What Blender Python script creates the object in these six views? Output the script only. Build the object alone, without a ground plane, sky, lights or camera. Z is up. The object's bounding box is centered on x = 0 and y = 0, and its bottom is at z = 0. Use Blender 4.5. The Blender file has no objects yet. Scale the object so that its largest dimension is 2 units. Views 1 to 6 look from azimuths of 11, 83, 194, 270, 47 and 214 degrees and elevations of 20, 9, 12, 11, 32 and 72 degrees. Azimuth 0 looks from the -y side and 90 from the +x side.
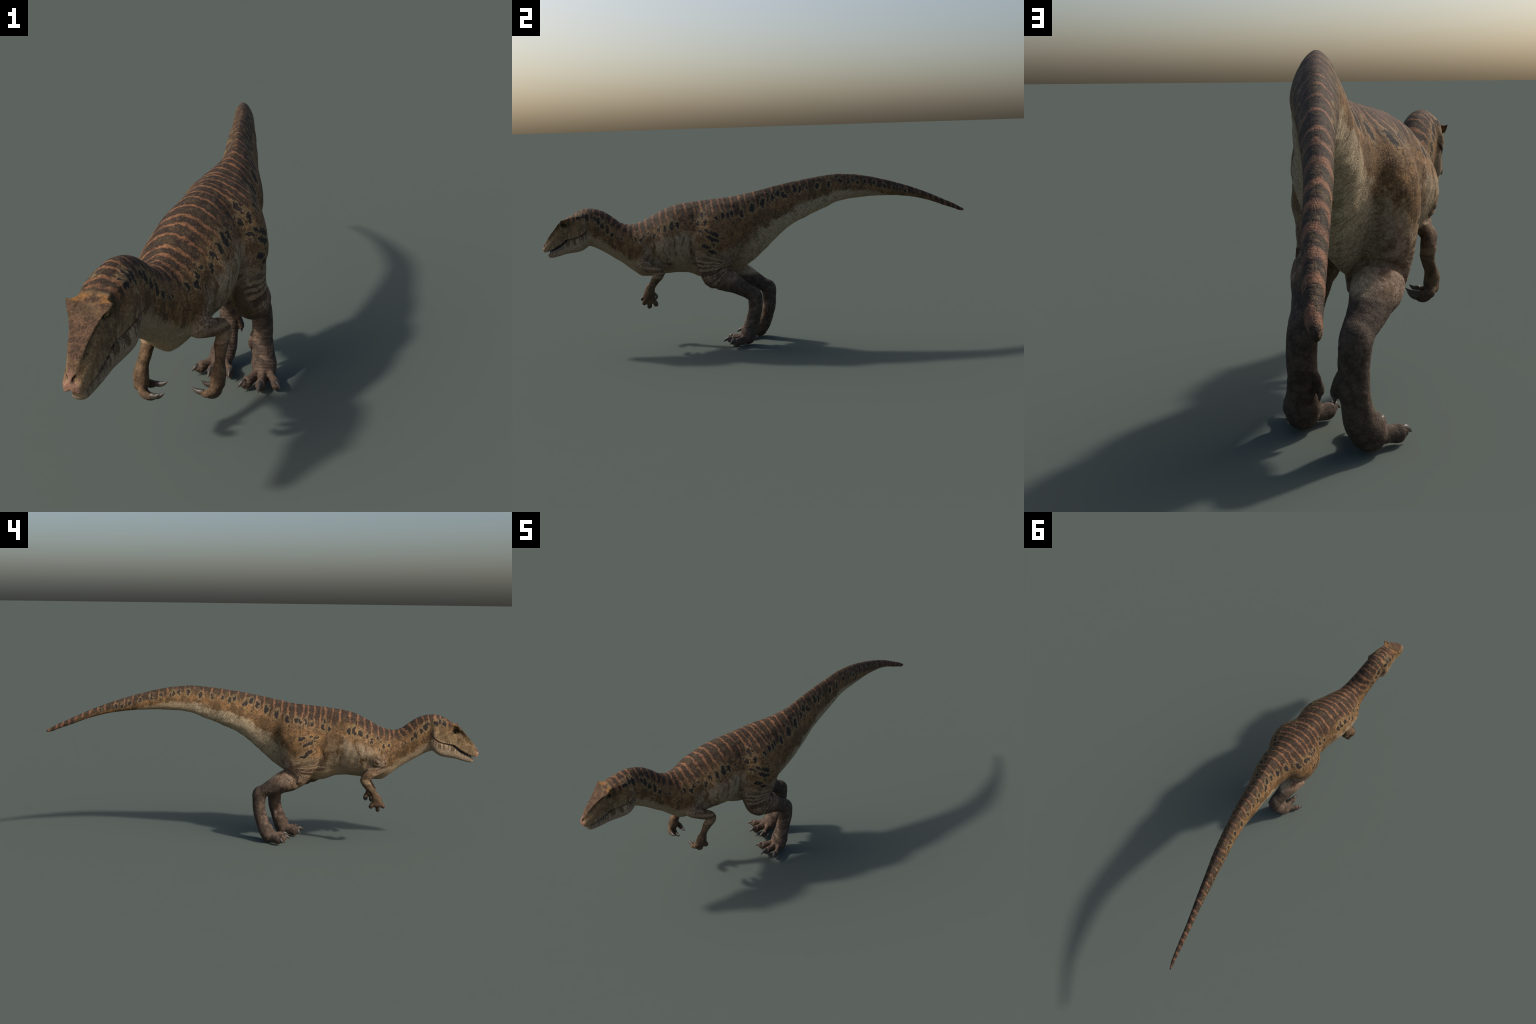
import bpy, math
import numpy as np
from mathutils import Vector, noise

# ------------------------------------------------------------------ helpers
def pchip(xs, ys, x):
    """monotone cubic interpolation of control values ys (n, k) at xs"""
    xs = np.asarray(xs, float); ys = np.asarray(ys, float)
    if ys.ndim == 1:
        ys = ys[:, None]
    h = np.diff(xs)[:, None]; d = np.diff(ys, axis=0) / h
    m = np.zeros_like(ys)
    w1 = 2 * h[1:] + h[:-1]; w2 = h[1:] + 2 * h[:-1]
    same = d[:-1] * d[1:] > 0
    with np.errstate(divide="ignore", invalid="ignore"):
        hm = (w1 + w2) / (w1 / d[:-1] + w2 / d[1:])
    m[1:-1] = np.where(same, hm, 0)
    m[0], m[-1] = d[0], d[-1]
    x = np.clip(np.atleast_1d(x), xs[0], xs[-1])
    i = np.clip(np.searchsorted(xs, x) - 1, 0, len(xs) - 2)
    t = ((x - xs[i]) / (xs[i + 1] - xs[i]))[:, None]; hh = h[i]
    return ((2*t**3 - 3*t**2 + 1) * ys[i] + (t**3 - 2*t**2 + t) * hh * m[i]
            + (-2*t**3 + 3*t**2) * ys[i + 1] + (t**3 - t**2) * hh * m[i + 1])

def smoothstep(a, b, x):
    t = np.clip((x - a) / (b - a), 0, 1)
    return t * t * (3 - 2 * t)

class Soup:
    """collects closed lofts into one vertex / face list"""
    def __init__(self):
        self.v, self.f, self.n = [], [], 0
    def loft(self, rings):
        """rings: (m, n, 3) - closed tube with fan caps"""
        rings = np.asarray(rings, float); m, n, _ = rings.shape
        b = self.n
        self.v += [rings.reshape(-1, 3), rings[0].mean(0)[None], rings[-1].mean(0)[None]]
        for i in range(m - 1):
            for j in range(n):
                k = (j + 1) % n
                self.f.append((b + i*n + j, b + i*n + k, b + (i+1)*n + k, b + (i+1)*n + j))
        c0, c1 = b + m*n, b + m*n + 1
        for j in range(n):
            k = (j + 1) % n
            self.f.append((c0, b + k, b + j))
            self.f.append((c1, b + (m-1)*n + j, b + (m-1)*n + k))
        self.n += m*n + 2
    def mesh(self, name):
        me = bpy.data.meshes.new(name)
        me.from_pydata(np.vstack(self.v).tolist(), [], self.f)
        me.update()
        return me

def tube(points, steps=8, n=20, cap=True):
    """rows (x, y, z, lateral radius, sagittal radius): oval rings square to a smooth spine"""
    p = np.asarray(points, float)
    s = np.r_[0, np.cumsum(np.linalg.norm(np.diff(p[:, :3], axis=0), axis=1))]
    q = pchip(s, p, np.linspace(0, s[-1], steps * (len(p) - 1) + 1))
    t = np.gradient(q[:, :3], axis=0); t /= np.linalg.norm(t, axis=1)[:, None]
    if cap:   # round ends: a half dome in front of the first and after the last ring
        head, tail = [], []
        for a in (80, 60, 38, 18):
            c, sn = math.cos(math.radians(a)), math.sin(math.radians(a))
            r0, r1 = min(q[0, 3:]), min(q[-1, 3:])
            head.append(np.r_[q[0, :3] - t[0] * r0 * sn, q[0, 3:] * c])
            tail.insert(0, np.r_[q[-1, :3] + t[-1] * r1 * sn, q[-1, 3:] * c])
        q = np.vstack([head, q, tail])
        t = np.vstack([[t[0]] * 4, t, [t[-1]] * 4])
    across = np.array([0, 1.0, 0]) if np.abs(t[:, 0]).max() > 0.8 else np.array([1.0, 0, 0])   # never along the spine
    lat = across[None] - t * (t @ across)[:, None]
    lat /= np.linalg.norm(lat, axis=1)[:, None]
    sag = np.cross(t, lat)
    a = np.linspace(0, 2*np.pi, n, endpoint=False)
    return (q[:, None, :3] + np.cos(a)[None, :, None] * (lat * q[:, 3:4])[:, None]
            + np.sin(a)[None, :, None] * (sag * q[:, 4:5])[:, None])

# ------------------------------------------------------------------ trunk: neck, torso, tail
# y, centre x, top z, bottom z, half width, height of widest point (0..1), top roundness, bottom roundness
TRUNK = [
    (-0.850, -0.089, 0.606, 0.505, 0.030, 0.50, 2.0, 2.0),
    (-0.820, -0.086, 0.627, 0.485, 0.041, 0.50, 2.0, 2.0),
    (-0.800, -0.083, 0.633, 0.468, 0.045, 0.50, 2.0, 2.0),
    (-0.780, -0.081, 0.634, 0.461, 0.048, 0.50, 2.0, 2.0),
    (-0.760, -0.078, 0.632, 0.453, 0.049, 0.50, 2.0, 2.0),
    (-0.720, -0.073, 0.620, 0.431, 0.050, 0.48, 2.0, 2.0),
    (-0.680, -0.066, 0.594, 0.406, 0.052, 0.47, 2.0, 2.0),
    (-0.640, -0.060, 0.565, 0.380, 0.056, 0.46, 2.0, 2.0),
    (-0.600, -0.055, 0.555, 0.348, 0.066, 0.46, 1.9, 2.0),
    (-0.550, -0.050, 0.566, 0.316, 0.089, 0.48, 1.8, 1.45),
    (-0.500, -0.045, 0.594, 0.316, 0.105, 0.48, 1.75, 1.5),
    (-0.450, -0.033, 0.618, 0.327, 0.115, 0.48, 1.7, 1.6),
    (-0.400, -0.024, 0.636, 0.331, 0.117, 0.47, 1.75, 1.65),
    (-0.350, -0.018, 0.647, 0.329, 0.108, 0.48, 1.8, 1.65),
    (-0.300, -0.012, 0.654, 0.311, 0.099, 0.50, 1.85, 1.7),
    (-0.250, -0.006, 0.660, 0.304, 0.100, 0.50, 1.85, 1.8),
    (-0.180, 0.000, 0.666, 0.312, 0.101, 0.54, 1.85, 1.5),
    (-0.130, 0.006, 0.671, 0.325, 0.092, 0.56, 1.8, 1.45),
    (-0.050, 0.020, 0.685, 0.378, 0.082, 0.54, 1.6, 1.45),
    (0.000, 0.021, 0.697, 0.420, 0.072, 0.47, 1.55, 1.5),
    (0.050, 0.015, 0.707, 0.467, 0.064, 0.42, 1.5, 1.75),
    (0.100, 0.007, 0.716, 0.510, 0.057, 0.40, 1.5, 2.0),
    (0.150, 0.002, 0.724, 0.540, 0.052, 0.42, 1.5, 2.0),
    (0.200, -0.004, 0.731, 0.562, 0.048, 0.44, 1.6, 2.0),
    (0.250, -0.009, 0.738, 0.584, 0.043, 0.46, 1.6, 2.0),
    (0.300, -0.016, 0.744, 0.604, 0.0385, 0.47, 1.6, 2.0),
    (0.350, -0.024, 0.747, 0.624, 0.0355, 0.48, 1.6, 2.0),
    (0.400, -0.033, 0.744, 0.632, 0.034, 0.48, 1.65, 2.0),
    (0.500, -0.052, 0.730, 0.639, 0.030, 0.48, 1.7, 2.0),
    (0.600, -0.074, 0.706, 0.637, 0.024, 0.48, 1.7, 2.0),
    (0.700, -0.094, 0.676, 0.628, 0.018, 0.48, 1.8, 2.0),
    (0.800, -0.115, 0.640, 0.606, 0.0135, 0.5, 1.9, 2.0),
    (0.900, -0.132, 0.599, 0.571, 0.0105, 0.5, 2.0, 2.0),
    (0.950, -0.141, 0.577, 0.554, 0.0086, 0.5, 2.0, 2.0),
    (0.980, -0.147, 0.5605, 0.5430, 0.0066, 0.5, 2.0, 2.0),
    (0.992, -0.151, 0.5550, 0.5415, 0.0048, 0.5, 2.0, 2.0),
    (0.997, -0.152, 0.5520, 0.5420, 0.0036, 0.5, 2.0, 2.0),
    (1.0005, -0.153, 0.5485, 0.5450, 0.0012, 0.5, 2.0, 2.0),
]
TRUNK = np.array(TRUNK)
TRUNK[(TRUNK[:, 0] > 0.1) & (TRUNK[:, 0] < 0.9), 2] += 0.0025      # the crest loses a little when smoothed

def trunk_at(y):
    return pchip(TRUNK[:, 0], TRUNK[:, 1:], y)

def trunk_rings(ys, n=72):
    q = trunk_at(ys); a = np.linspace(0, 2*np.pi, n, endpoint=False)
    c, s = np.cos(a), np.sin(a)
    out = []
    for y, (xc, zt, zb, w, hm, pt, pb) in zip(ys, q):
        zm = zb + hm * (zt - zb)
        e = np.where(s > 0, 2 / pt, 2 / pb)
        x = xc + w * np.sign(c) * np.abs(c) ** e
        z = zm + np.where(s > 0, zt - zm, zm - zb) * np.sign(s) * np.abs(s) ** e
        out.append(np.stack([x, np.full(n, y), z], -1))
    return out

# ------------------------------------------------------------------ head (turned a little towards -x)
HEAD_YAW = 0.155
MID_Y = [-1.0, -0.9, -0.78, -0.74]
MID_X = [-0.112, -0.0965, -0.0815, -0.076]
def head_mid(y):
    return np.interp(y, MID_Y, MID_X)
# y, crown z, ridge half width, ridge z, side hw, side z, cheek hw, cheek z, lip hw, lip z
SKULL = np.array([
    (-0.9975, 0.464, 0.003, 0.463, 0.006, 0.459, 0.008, 0.454, 0.006, 0.4445),
    (-0.9900, 0.477, 0.006, 0.476, 0.0125, 0.468, 0.0185, 0.455, 0.0175, 0.4390),
    (-0.9800, 0.492, 0.009, 0.491, 0.0155, 0.478, 0.0225, 0.460, 0.0235, 0.4405),
    (-0.9600, 0.518, 0.0180, 0.517, 0.0195, 0.500, 0.0265, 0.470, 0.0275, 0.4475),
    (-0.9350, 0.5465, 0.0270, 0.545, 0.0235, 0.526, 0.0310, 0.490, 0.0310, 0.4605),
    (-0.9150, 0.567, 0.0385, 0.568, 0.0265, 0.547, 0.0330, 0.505, 0.0330, 0.4720),
    (-0.9000, 0.5780, 0.0465, 0.5815, 0.0290, 0.560, 0.0350, 0.518, 0.0350, 0.4820),
    (-0.8905, 0.5855, 0.0470, 0.5860, 0.0300, 0.566, 0.0365, 0.526, 0.0362, 0.4880),
    (-0.8780, 0.596, 0.0330, 0.590, 0.0340, 0.570, 0.0390, 0.533, 0.0375, 0.4930),
    (-0.8600, 0.606, 0.0330, 0.597, 0.0420, 0.573, 0.0460, 0.540, 0.0410, 0.4960),
    (-0.8300, 0.623, 0.0350, 0.605, 0.0490, 0.574, 0.0530, 0.545, 0.0470, 0.5030),
    (-0.8000, 0.631, 0.0370, 0.610, 0.0510, 0.575, 0.0590, 0.548, 0.0550, 0.5180),
    (-0.7850, 0.632, 0.0370, 0.610, 0.0480, 0.575, 0.0570, 0.548, 0.0570, 0.5280),
    (-0.7750, 0.630, 0.0340, 0.600, 0.0400, 0.570, 0.0450, 0.550, 0.0450, 0.5350),
])
# y, bottom z, half width, top z
JAW = np.array([
    (-0.9760, 0.421, 0.007, 0.428),
    (-0.9700, 0.4145, 0.0145, 0.4345),
    (-0.9600, 0.4125, 0.0190, 0.4395),
    (-0.9450, 0.4150, 0.0225, 0.4455),
    (-0.9200, 0.4210, 0.0280, 0.4560),
    (-0.8950, 0.4280, 0.0335, 0.4740),
    (-0.8800, 0.4305, 0.0370, 0.4900),
    (-0.8600, 0.4330, 0.0420, 0.4980),
    (-0.8400, 0.4360, 0.0475, 0.5050),
    (-0.8200, 0.4420, 0.0530, 0.5120),
    (-0.8000, 0.4540, 0.0565, 0.5220),
    (-0.7850, 0.4680, 0.0560, 0.5300),
    (-0.7700, 0.4900, 0.0460, 0.5300),
])
def head_place(y, t, z):
    return np.stack([head_mid(y) + t * 0.988, y - HEAD_YAW * t, z], -1)

def spline_ring(half, per=5):
    """half outline from top centre to bottom centre -> closed, mirrored, softly rounded ring"""
    p = np.asarray(half)
    s = np.r_[0, np.cumsum(np.linalg.norm(np.diff(p, axis=0), axis=1) + 1e-6)]
    q = pchip(s, p, np.linspace(0, s[-1], per * (len(p) - 1) + 1))
    return np.vstack([q, (q[1:-1] * [-1, 1])[::-1]])

def skull_rings():
    out = []
    ys = np.unique(np.r_[np.linspace(-0.9975, -0.98, 10), np.linspace(-0.98, -0.775, 70)])
    for y, (cz, rw, rz, sw, sz, cw, kz, lw, lz) in zip(ys, pchip(SKULL[:, 0], SKULL[:, 1:], ys)):
        half = [(0, cz), (rw * 0.55, (cz * 0.55 + rz * 0.45)), (rw, rz), (min(sw, rw * 1.6), sz), (cw, kz),
                (lw, lz + 0.006), (lw - 0.001, lz), (lw * 0.7, lz + 0.003), (0, lz + 0.006)]
        r = spline_ring(half)
        out.append(head_place(y, r[:, 0], r[:, 1]))
    return out

def jaw_rings():
    out = []
    ys = np.unique(np.r_[np.linspace(-0.976, -0.96, 10), np.linspace(-0.96, -0.77, 60)])
    for y, (bz, w, tz) in zip(ys, pchip(JAW[:, 0], JAW[:, 1:], ys)):
        h = tz - bz
        half = [(0, tz - 0.002), (w * 0.75, tz - 0.001), (w * 0.97, tz - 0.002), (w, tz - h * 0.35), (w * 0.88, bz + h * 0.25),
                (w * 0.55, bz + h * 0.05), (0, bz)]
        r = spline_ring(half)
        out.append(head_place(y, r[:, 0], r[:, 1]))
    return out

# ------------------------------------------------------------------ limbs
# thighs: level slices z, centre x, centre y, half width, half length
THIGH = {+1: [(0.645, 0.020, -0.190, 0.030, 0.06), (0.61, 0.032, -0.195, 0.060, 0.095), (0.56, 0.046, -0.202, 0.074, 0.114),
              (0.50, 0.058, -0.212, 0.078, 0.117), (0.46, 0.062, -0.218, 0.075, 0.114), (0.42, 0.066, -0.222, 0.065, 0.106),
              (0.38, 0.072, -0.230, 0.059, 0.087), (0.345, 0.081, -0.235, 0.054, 0.067), (0.31, 0.089, -0.240, 0.048, 0.050),
              (0.288, 0.094, -0.239, 0.039, 0.037), (0.272, 0.096, -0.236, 0.020, 0.018)],
         -1: [(0.645, -0.012, -0.150, 0.030, 0.06), (0.61, -0.026, -0.155, 0.060, 0.090), (0.56, -0.044, -0.158, 0.074, 0.104),
              (0.50, -0.058, -0.165, 0.076, 0.104), (0.46, -0.062, -0.180, 0.069, 0.106), (0.42, -0.064, -0.186, 0.064, 0.105),
              (0.38, -0.064, -0.178, 0.059, 0.086), (0.345, -0.062, -0.173, 0.054, 0.066), (0.31, -0.059, -0.165, 0.050, 0.047),
              (0.29, -0.056, -0.160, 0.038, 0.033), (0.276, -0.055, -0.158, 0.018, 0.016)]}
# shank and metatarsus: spine with lateral and sagittal radius
SHANK = {+1: [(0.092, -0.232, 0.322, 0.043, 0.048), (0.092, -0.200, 0.312, 0.045, 0.056), (0.090, -0.168, 0.295, 0.042, 0.050),
              (0.087, -0.140, 0.278, 0.037, 0.041), (0.085, -0.113, 0.261, 0.034, 0.034), (0.084, -0.085, 0.243, 0.032, 0.031),
              (0.084, -0.058, 0.223, 0.032, 0.034), (0.0845, -0.0545, 0.200, 0.0315, 0.032), (0.086, -0.057, 0.165, 0.031, 0.0315),
              (0.0875, -0.069, 0.120, 0.031, 0.031), (0.089, -0.080, 0.090, 0.033, 0.033), (0.092, -0.091, 0.060, 0.038, 0.036),
              (0.093, -0.096, 0.038, 0.036, 0.033)],
         -1: [(-0.058, -0.160, 0.325, 0.048, 0.048), (-0.055, -0.125, 0.310, 0.053, 0.055), (-0.051, -0.092, 0.297, 0.049, 0.052),
              (-0.047, -0.062, 0.283, 0.042, 0.045), (-0.042, -0.030, 0.266, 0.037, 0.036), (-0.035, 0.000, 0.249, 0.033, 0.031),
              (-0.032, 0.020, 0.234, 0.032, 0.034), (-0.031, 0.0215, 0.200, 0.031, 0.031), (-0.031, 0.0205, 0.160, 0.030, 0.0300),
              (-0.0345, 0.008, 0.108, 0.030, 0.030), (-0.040, -0.006, 0.072, 0.034, 0.034), (-0.050, -0.018, 0.052, 0.039, 0.036),
              (-0.055, -0.024, 0.036, 0.037, 0.032)]}
# toes: root, shaft, knuckle, claw root, claw tip
TOES = {+1: [[(0.078, -0.105, 0.038), (0.062, -0.132, 0.029), (0.048, -0.155, 0.026), (0.042, -0.166, 0.029), (0.028, -0.182, 0.018)],
             [(0.092, -0.110, 0.038), (0.092, -0.138, 0.029), (0.092, -0.166, 0.026), (0.092, -0.178, 0.029), (0.093, -0.209, 0.018)],
             [(0.107, -0.102, 0.038), (0.124, -0.130, 0.029), (0.135, -0.153, 0.026), (0.140, -0.165, 0.030), (0.154, -0.182, 0.018)]],
        -1: [[(-0.040, -0.038, 0.036), (-0.026, -0.066, 0.028), (-0.014, -0.090, 0.026), (-0.011, -0.101, 0.029), (-0.011, -0.125, 0.019)],
             [(-0.060, -0.042, 0.036), (-0.065, -0.070, 0.028), (-0.068, -0.094, 0.026), (-0.069, -0.105, 0.030), (-0.072, -0.133, 0.019)],
             [(-0.073, -0.034, 0.036), (-0.094, -0.054, 0.028), (-0.110, -0.070, 0.025), (-0.117, -0.077, 0.026), (-0.131, -0.093, 0.016)]]}
# small raised first toe on the inner side: root, bulge, claw root, claw tip
HALLUX = {+1: [(0.062, -0.052, 0.150), (0.052, -0.056, 0.125), (0.049, -0.060, 0.104), (0.0495, -0.060, 0.098), (0.050, -0.059, 0.077)],
          -1: [(-0.008, 0.012, 0.178), (0.003, 0.013, 0.152), (0.0075, 0.014, 0.130), (0.006, 0.014, 0.124), (0.007, 0.016, 0.104)]}
ARM = {+1: [(0.020, -0.545, 0.385, 0.026, 0.034), (0.046, -0.513, 0.364, 0.0205, 0.0235), (0.064, -0.485, 0.354, 0.0185, 0.0210),
            (0.067, -0.478, 0.341, 0.0185, 0.0205), (0.063, -0.499, 0.312, 0.0165, 0.0190), (0.062, -0.517, 0.278, 0.0135, 0.0155),
            (0.059, -0.525, 0.250, 0.0180, 0.0215), (0.057, -0.528, 0.225, 0.0185, 0.0265)],
       -1: [(-0.092, -0.548, 0.385, 0.026, 0.034), (-0.116, -0.512, 0.364, 0.0210, 0.0240), (-0.130, -0.481, 0.344, 0.0190, 0.0215),
            (-0.130, -0.468, 0.326, 0.0190, 0.0205), (-0.128, -0.486, 0.298, 0.0175, 0.0195), (-0.133, -0.511, 0.266, 0.0155, 0.0170),
            (-0.137, -0.526, 0.240, 0.0188, 0.0220), (-0.136, -0.532, 0.215, 0.0188, 0.0265)]}
# fingers: root, knuckle, middle, claw root, claw tip
FINGERS = {+1: [[(0.057, -0.543, 0.225), (0.044, -0.551, 0.211), (0.030, -0.552, 0.207), (0.019, -0.551, 0.210), (-0.006, -0.549, 0.219)],
                [(0.058, -0.529, 0.218), (0.051, -0.529, 0.197), (0.036, -0.531, 0.192), (0.024, -0.531, 0.195), (0.002, -0.529, 0.206)],
                [(0.059, -0.513, 0.226), (0.055, -0.501, 0.206), (0.041, -0.500, 0.201), (0.030, -0.502, 0.204), (0.008, -0.505, 0.214)]],
           -1: [[(-0.135, -0.546, 0.218), (-0.124, -0.558, 0.202), (-0.110, -0.563, 0.198), (-0.100, -0.565, 0.200), (-0.079, -0.568, 0.206)],
                [(-0.136, -0.533, 0.207), (-0.124, -0.536, 0.187), (-0.110, -0.538, 0.183), (-0.100, -0.539, 0.185), (-0.076, -0.541, 0.194)],
                [(-0.138, -0.515, 0.217), (-0.134, -0.502, 0.203), (-0.118, -0.504, 0.200), (-0.103, -0.507, 0.202), (-0.074, -0.512, 0.210)]]}

skin = Soup()
ys = np.unique(np.r_[np.linspace(-0.85, 0.95, 330), np.linspace(0.95, 0.99, 14), np.linspace(0.99, 1.0005, 14)])
skin.loft(trunk_rings(ys))
skin.loft(skull_rings())
skin.loft(jaw_rings())
for side in (+1, -1):
    t = np.array(THIGH[side]); t = t[np.argsort(t[:, 0])]
    zs = np.linspace(t[0, 0], t[-1, 0], 60)
    a = np.linspace(0, 2*np.pi, 48, endpoint=False)
    skin.loft([np.stack([cx + rx*np.cos(a), cy + ry*np.sin(a), np.full(48, z)], -1)
               for z, (cx, cy, rx, ry) in zip(zs, pchip(t[:, 0], t[:, 1:], zs))])
    skin.loft(tube(SHANK[side], n=32))
    for k, toe in enumerate(TOES[side]):
        w = 0.0142 if k == 1 else 0.0132
        rad = [(w * 1.1, 0.024), (w * 0.84, 0.0180), (w * 1.04, 0.0200), (w * 0.72, 0.012)]
        skin.loft(tube([p + r for p, r in zip(toe[:4], rad)], n=20))
    h = HALLUX[side]
    skin.loft(tube([h[0] + (0.006, 0.012), h[1] + (0.0085, 0.0092), h[2] + (0.0085, 0.0088), h[3] + (0.0065, 0.0065)], n=16))
    skin.loft(tube(ARM[side], n=28))
    for fg in FINGERS[side]:
        fg = [*fg[:3], tuple(0.55 * np.array(fg[2]) + 0.45 * np.array(fg[3]))]
        rad = [(0.0105, 0.0120), (0.0105, 0.0112), (0.0098, 0.0104), (0.0082, 0.0084)]
        skin.loft(tube([p + r for p, r in zip(fg[:4], rad)], n=16))
    # brow horn
    base, tip = head_place(np.array(-0.901), side * 0.034, 0.574), head_place(np.array(-0.893), side * 0.0515, 0.5875)
    mid = base * 0.45 + tip * 0.55
    skin.loft(tube([tuple(base) + (0.0150, 0.0070), tuple(mid) + (0.0080, 0.0045), tuple(tip) + (0.0016, 0.0016)], n=14))

src = bpy.data.objects.new("skin_source", skin.mesh("skin_source"))
bpy.context.collection.objects.link(src)
mod = src.modifiers.new("one_skin", "REMESH")
mod.mode, mod.voxel_size, mod.adaptivity = "VOXEL", 0.0023, 0.0
dg = bpy.context.evaluated_depsgraph_get()
ev = src.evaluated_get(dg).to_mesh()
nv = len(ev.vertices)
V = np.empty(nv * 3); ev.vertices.foreach_get("co", V); V = V.reshape(-1, 3)
Q = np.empty(len(ev.loops), np.int64); ev.loops.foreach_get("vertex_index", Q)
tot = np.empty(len(ev.polygons), np.int64); ev.polygons.foreach_get("loop_total", tot)
assert (tot == 4).all()
Q = Q.reshape(-1, 4)
E2 = np.empty(len(ev.edges) * 2, np.int64); ev.edges.foreach_get("vertices", E2); E2 = E2.reshape(-1, 2)
src.evaluated_get(dg).to_mesh_clear()
bpy.data.objects.remove(src)

def relax(V, weight, rounds, shrink_back=0.0):
    """Laplacian smoothing, strongest where weight is high; only the touched part is computed"""
    on = weight > 1e-4
    e = E2[on[E2].any(1)]
    used = np.unique(e); loc = np.full(nv, -1); loc[used] = np.arange(len(used)); e = loc[e]
    U, w, k = V[used].copy(), weight[used, None], len(used)
    dg_ = np.bincount(e.ravel(), minlength=k)[:, None].astype(float)
    def step(U, f):
        m = np.empty_like(U)
        for c in range(3):
            m[:, c] = np.bincount(e[:, 0], U[e[:, 1], c], k) + np.bincount(e[:, 1], U[e[:, 0], c], k)
        return U + w * f * (m / dg_ - U)
    for _ in range(rounds):
        U = step(U, 1.0)
        if shrink_back:
            U = step(U, -shrink_back)
    V = V.copy(); V[used] = U
    return V
def vertex_normals(V):
    d1, d2 = V[Q[:, 2]] - V[Q[:, 0]], V[Q[:, 3]] - V[Q[:, 1]]
    fn = np.cross(d1, d2)
    N = np.empty_like(V)
    for k in range(3):
        N[:, k] = np.bincount(Q.ravel(), np.repeat(fn[:, k], 4), nv)
    return N / (np.linalg.norm(N, axis=1)[:, None] + 1e-12)

one = np.ones(nv)
head_zone = smoothstep(-0.80, -0.84, V[:, 1])
V = relax(V, 0.55 * one, 4, 1.02)                       # take the voxel steps off
# soft joins: thigh into pelvis, arm into chest, head into neck
def blob(c, r, soft=1.6):
    return 1 - smoothstep(1.0, soft, np.linalg.norm((V - np.array(c)) / np.array(r), axis=1))
hip = np.maximum.reduce([blob((0.07, -0.22, 0.575), (0.12, 0.17, 0.09), 1.45), blob((-0.07, -0.18, 0.575), (0.12, 0.16, 0.09), 1.45),
                         0.10 * blob((0.07, -0.31, 0.44), (0.10, 0.05, 0.10), 1.5), 0.10 * blob((-0.07, -0.27, 0.44), (0.10, 0.05, 0.10), 1.5)])
V = relax(V, 0.8 * hip, 190)
join = np.maximum.reduce([0.9 * blob((0.03, -0.545, 0.385), (0.045, 0.04, 0.05)), 0.9 * blob((-0.11, -0.545, 0.385), (0.045, 0.04, 0.05)),
                          0.8 * blob((-0.08, -0.77, 0.56), (0.08, 0.045, 0.09))])
V = relax(V, 0.6 * join, 40)
feet = (V[:, 2] < 0.13) | ((V[:, 2] < 0.36) & (V[:, 1] > -0.2))
V = relax(V, 0.5 * feet, 5, 0.9)

# ------------------------------------------------------------------ carved relief: mouth corner, nostril, eye socket, cheek, wrinkles
N = vertex_normals(V)
LIP_Y = SKULL[:, 0]; LIP_Z = SKULL[:, 9].copy(); LIP_Z[-2:] = (0.532, 0.545)
yy = V[:, 1].copy()
lat = (V[:, 0] - head_mid(yy)) / 0.988
for _ in range(3):                                    # undo the head's yaw
    yy = V[:, 1] + HEAD_YAW * lat
    lat = (V[:, 0] - head_mid(yy)) / 0.988
lip = pchip(LIP_Y, LIP_Z, yy)[:, 0]
head_on = (yy < -0.755)
def push(depth):
    global V
    V = V - N * depth[:, None]
groove = np.exp(-((V[:, 2] - lip) / 0.0028) ** 2) * smoothstep(-0.905, -0.885, yy) * smoothstep(-0.768, -0.785, yy) * smoothstep(0.02, 0.03, np.abs(lat))
push(0.0042 * groove * head_on)
lipfold = np.exp(-((V[:, 2] - lip - 0.0065) / 0.0035) ** 2) * smoothstep(-0.985, -0.96, yy) * smoothstep(-0.775, -0.80, yy) * smoothstep(0.014, 0.02, np.abs(lat))
push(-0.0013 * lipfold * head_on)
def dent(y, t, z, ry, rt, rz, depth, power=2):
    """a hollow (or, with negative depth, a swelling) on both sides of the head"""
    d = ((yy - y) / ry) ** 2 + ((np.abs(lat) - t) / rt) ** 2 + ((V[:, 2] - z) / rz) ** 2
    push(depth * np.exp(-d ** (power / 2)) * head_on)
dent(-0.9915, 0.0105, 0.4665, 0.0040, 0.008, 0.0070, 0.0050)      # nostril
dent(-0.8890, 0.0300, 0.5560, 0.0120, 0.012, 0.0085, 0.0050)      # eye socket
dent(-0.9330, 0.0250, 0.5200, 0.0140, 0.015, 0.0120, 0.0020)      # hollow in front of the eye
dent(-0.9560, 0.0220, 0.5020, 0.0040, 0.010, 0.0040, 0.0018)
dent(-0.8500, 0.0430, 0.5650, 0.0190, 0.020, 0.0200, 0.0022)      # temple
dent(-0.7920, 0.0520, 0.5600, 0.0090, 0.020, 0.0280, -0.0050)     # rim of the cheek in front of the neck
dent(-0.8350, 0.0420, 0.5980, 0.0300, 0.015, 0.0070, -0.0025)
dent(-0.8200, 0.0500, 0.4650, 0.0250, 0.020, 0.0150, -0.0020)     # jaw muscle

def fbm(P, scale, octaves=2):
    return np.array([noise.fractal(p, 0.8, 2.1, octaves) for p in (P * scale).tolist()])
body_noise = fbm(V * [1.0, 0.6, 1.0], 26, 2)
fine_noise = fbm(V * [1.0, 1.0, 1.35], 95, 2)
limb = smoothstep(0.36, 0.31, V[:, 2])
push(-0.0018 * body_noise * smoothstep(-0.78, -0.70, yy) * smoothstep(0.9, 0.3, V[:, 1]) - 0.00055 * fine_noise * (0.4 + 0.6 * limb))
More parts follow.
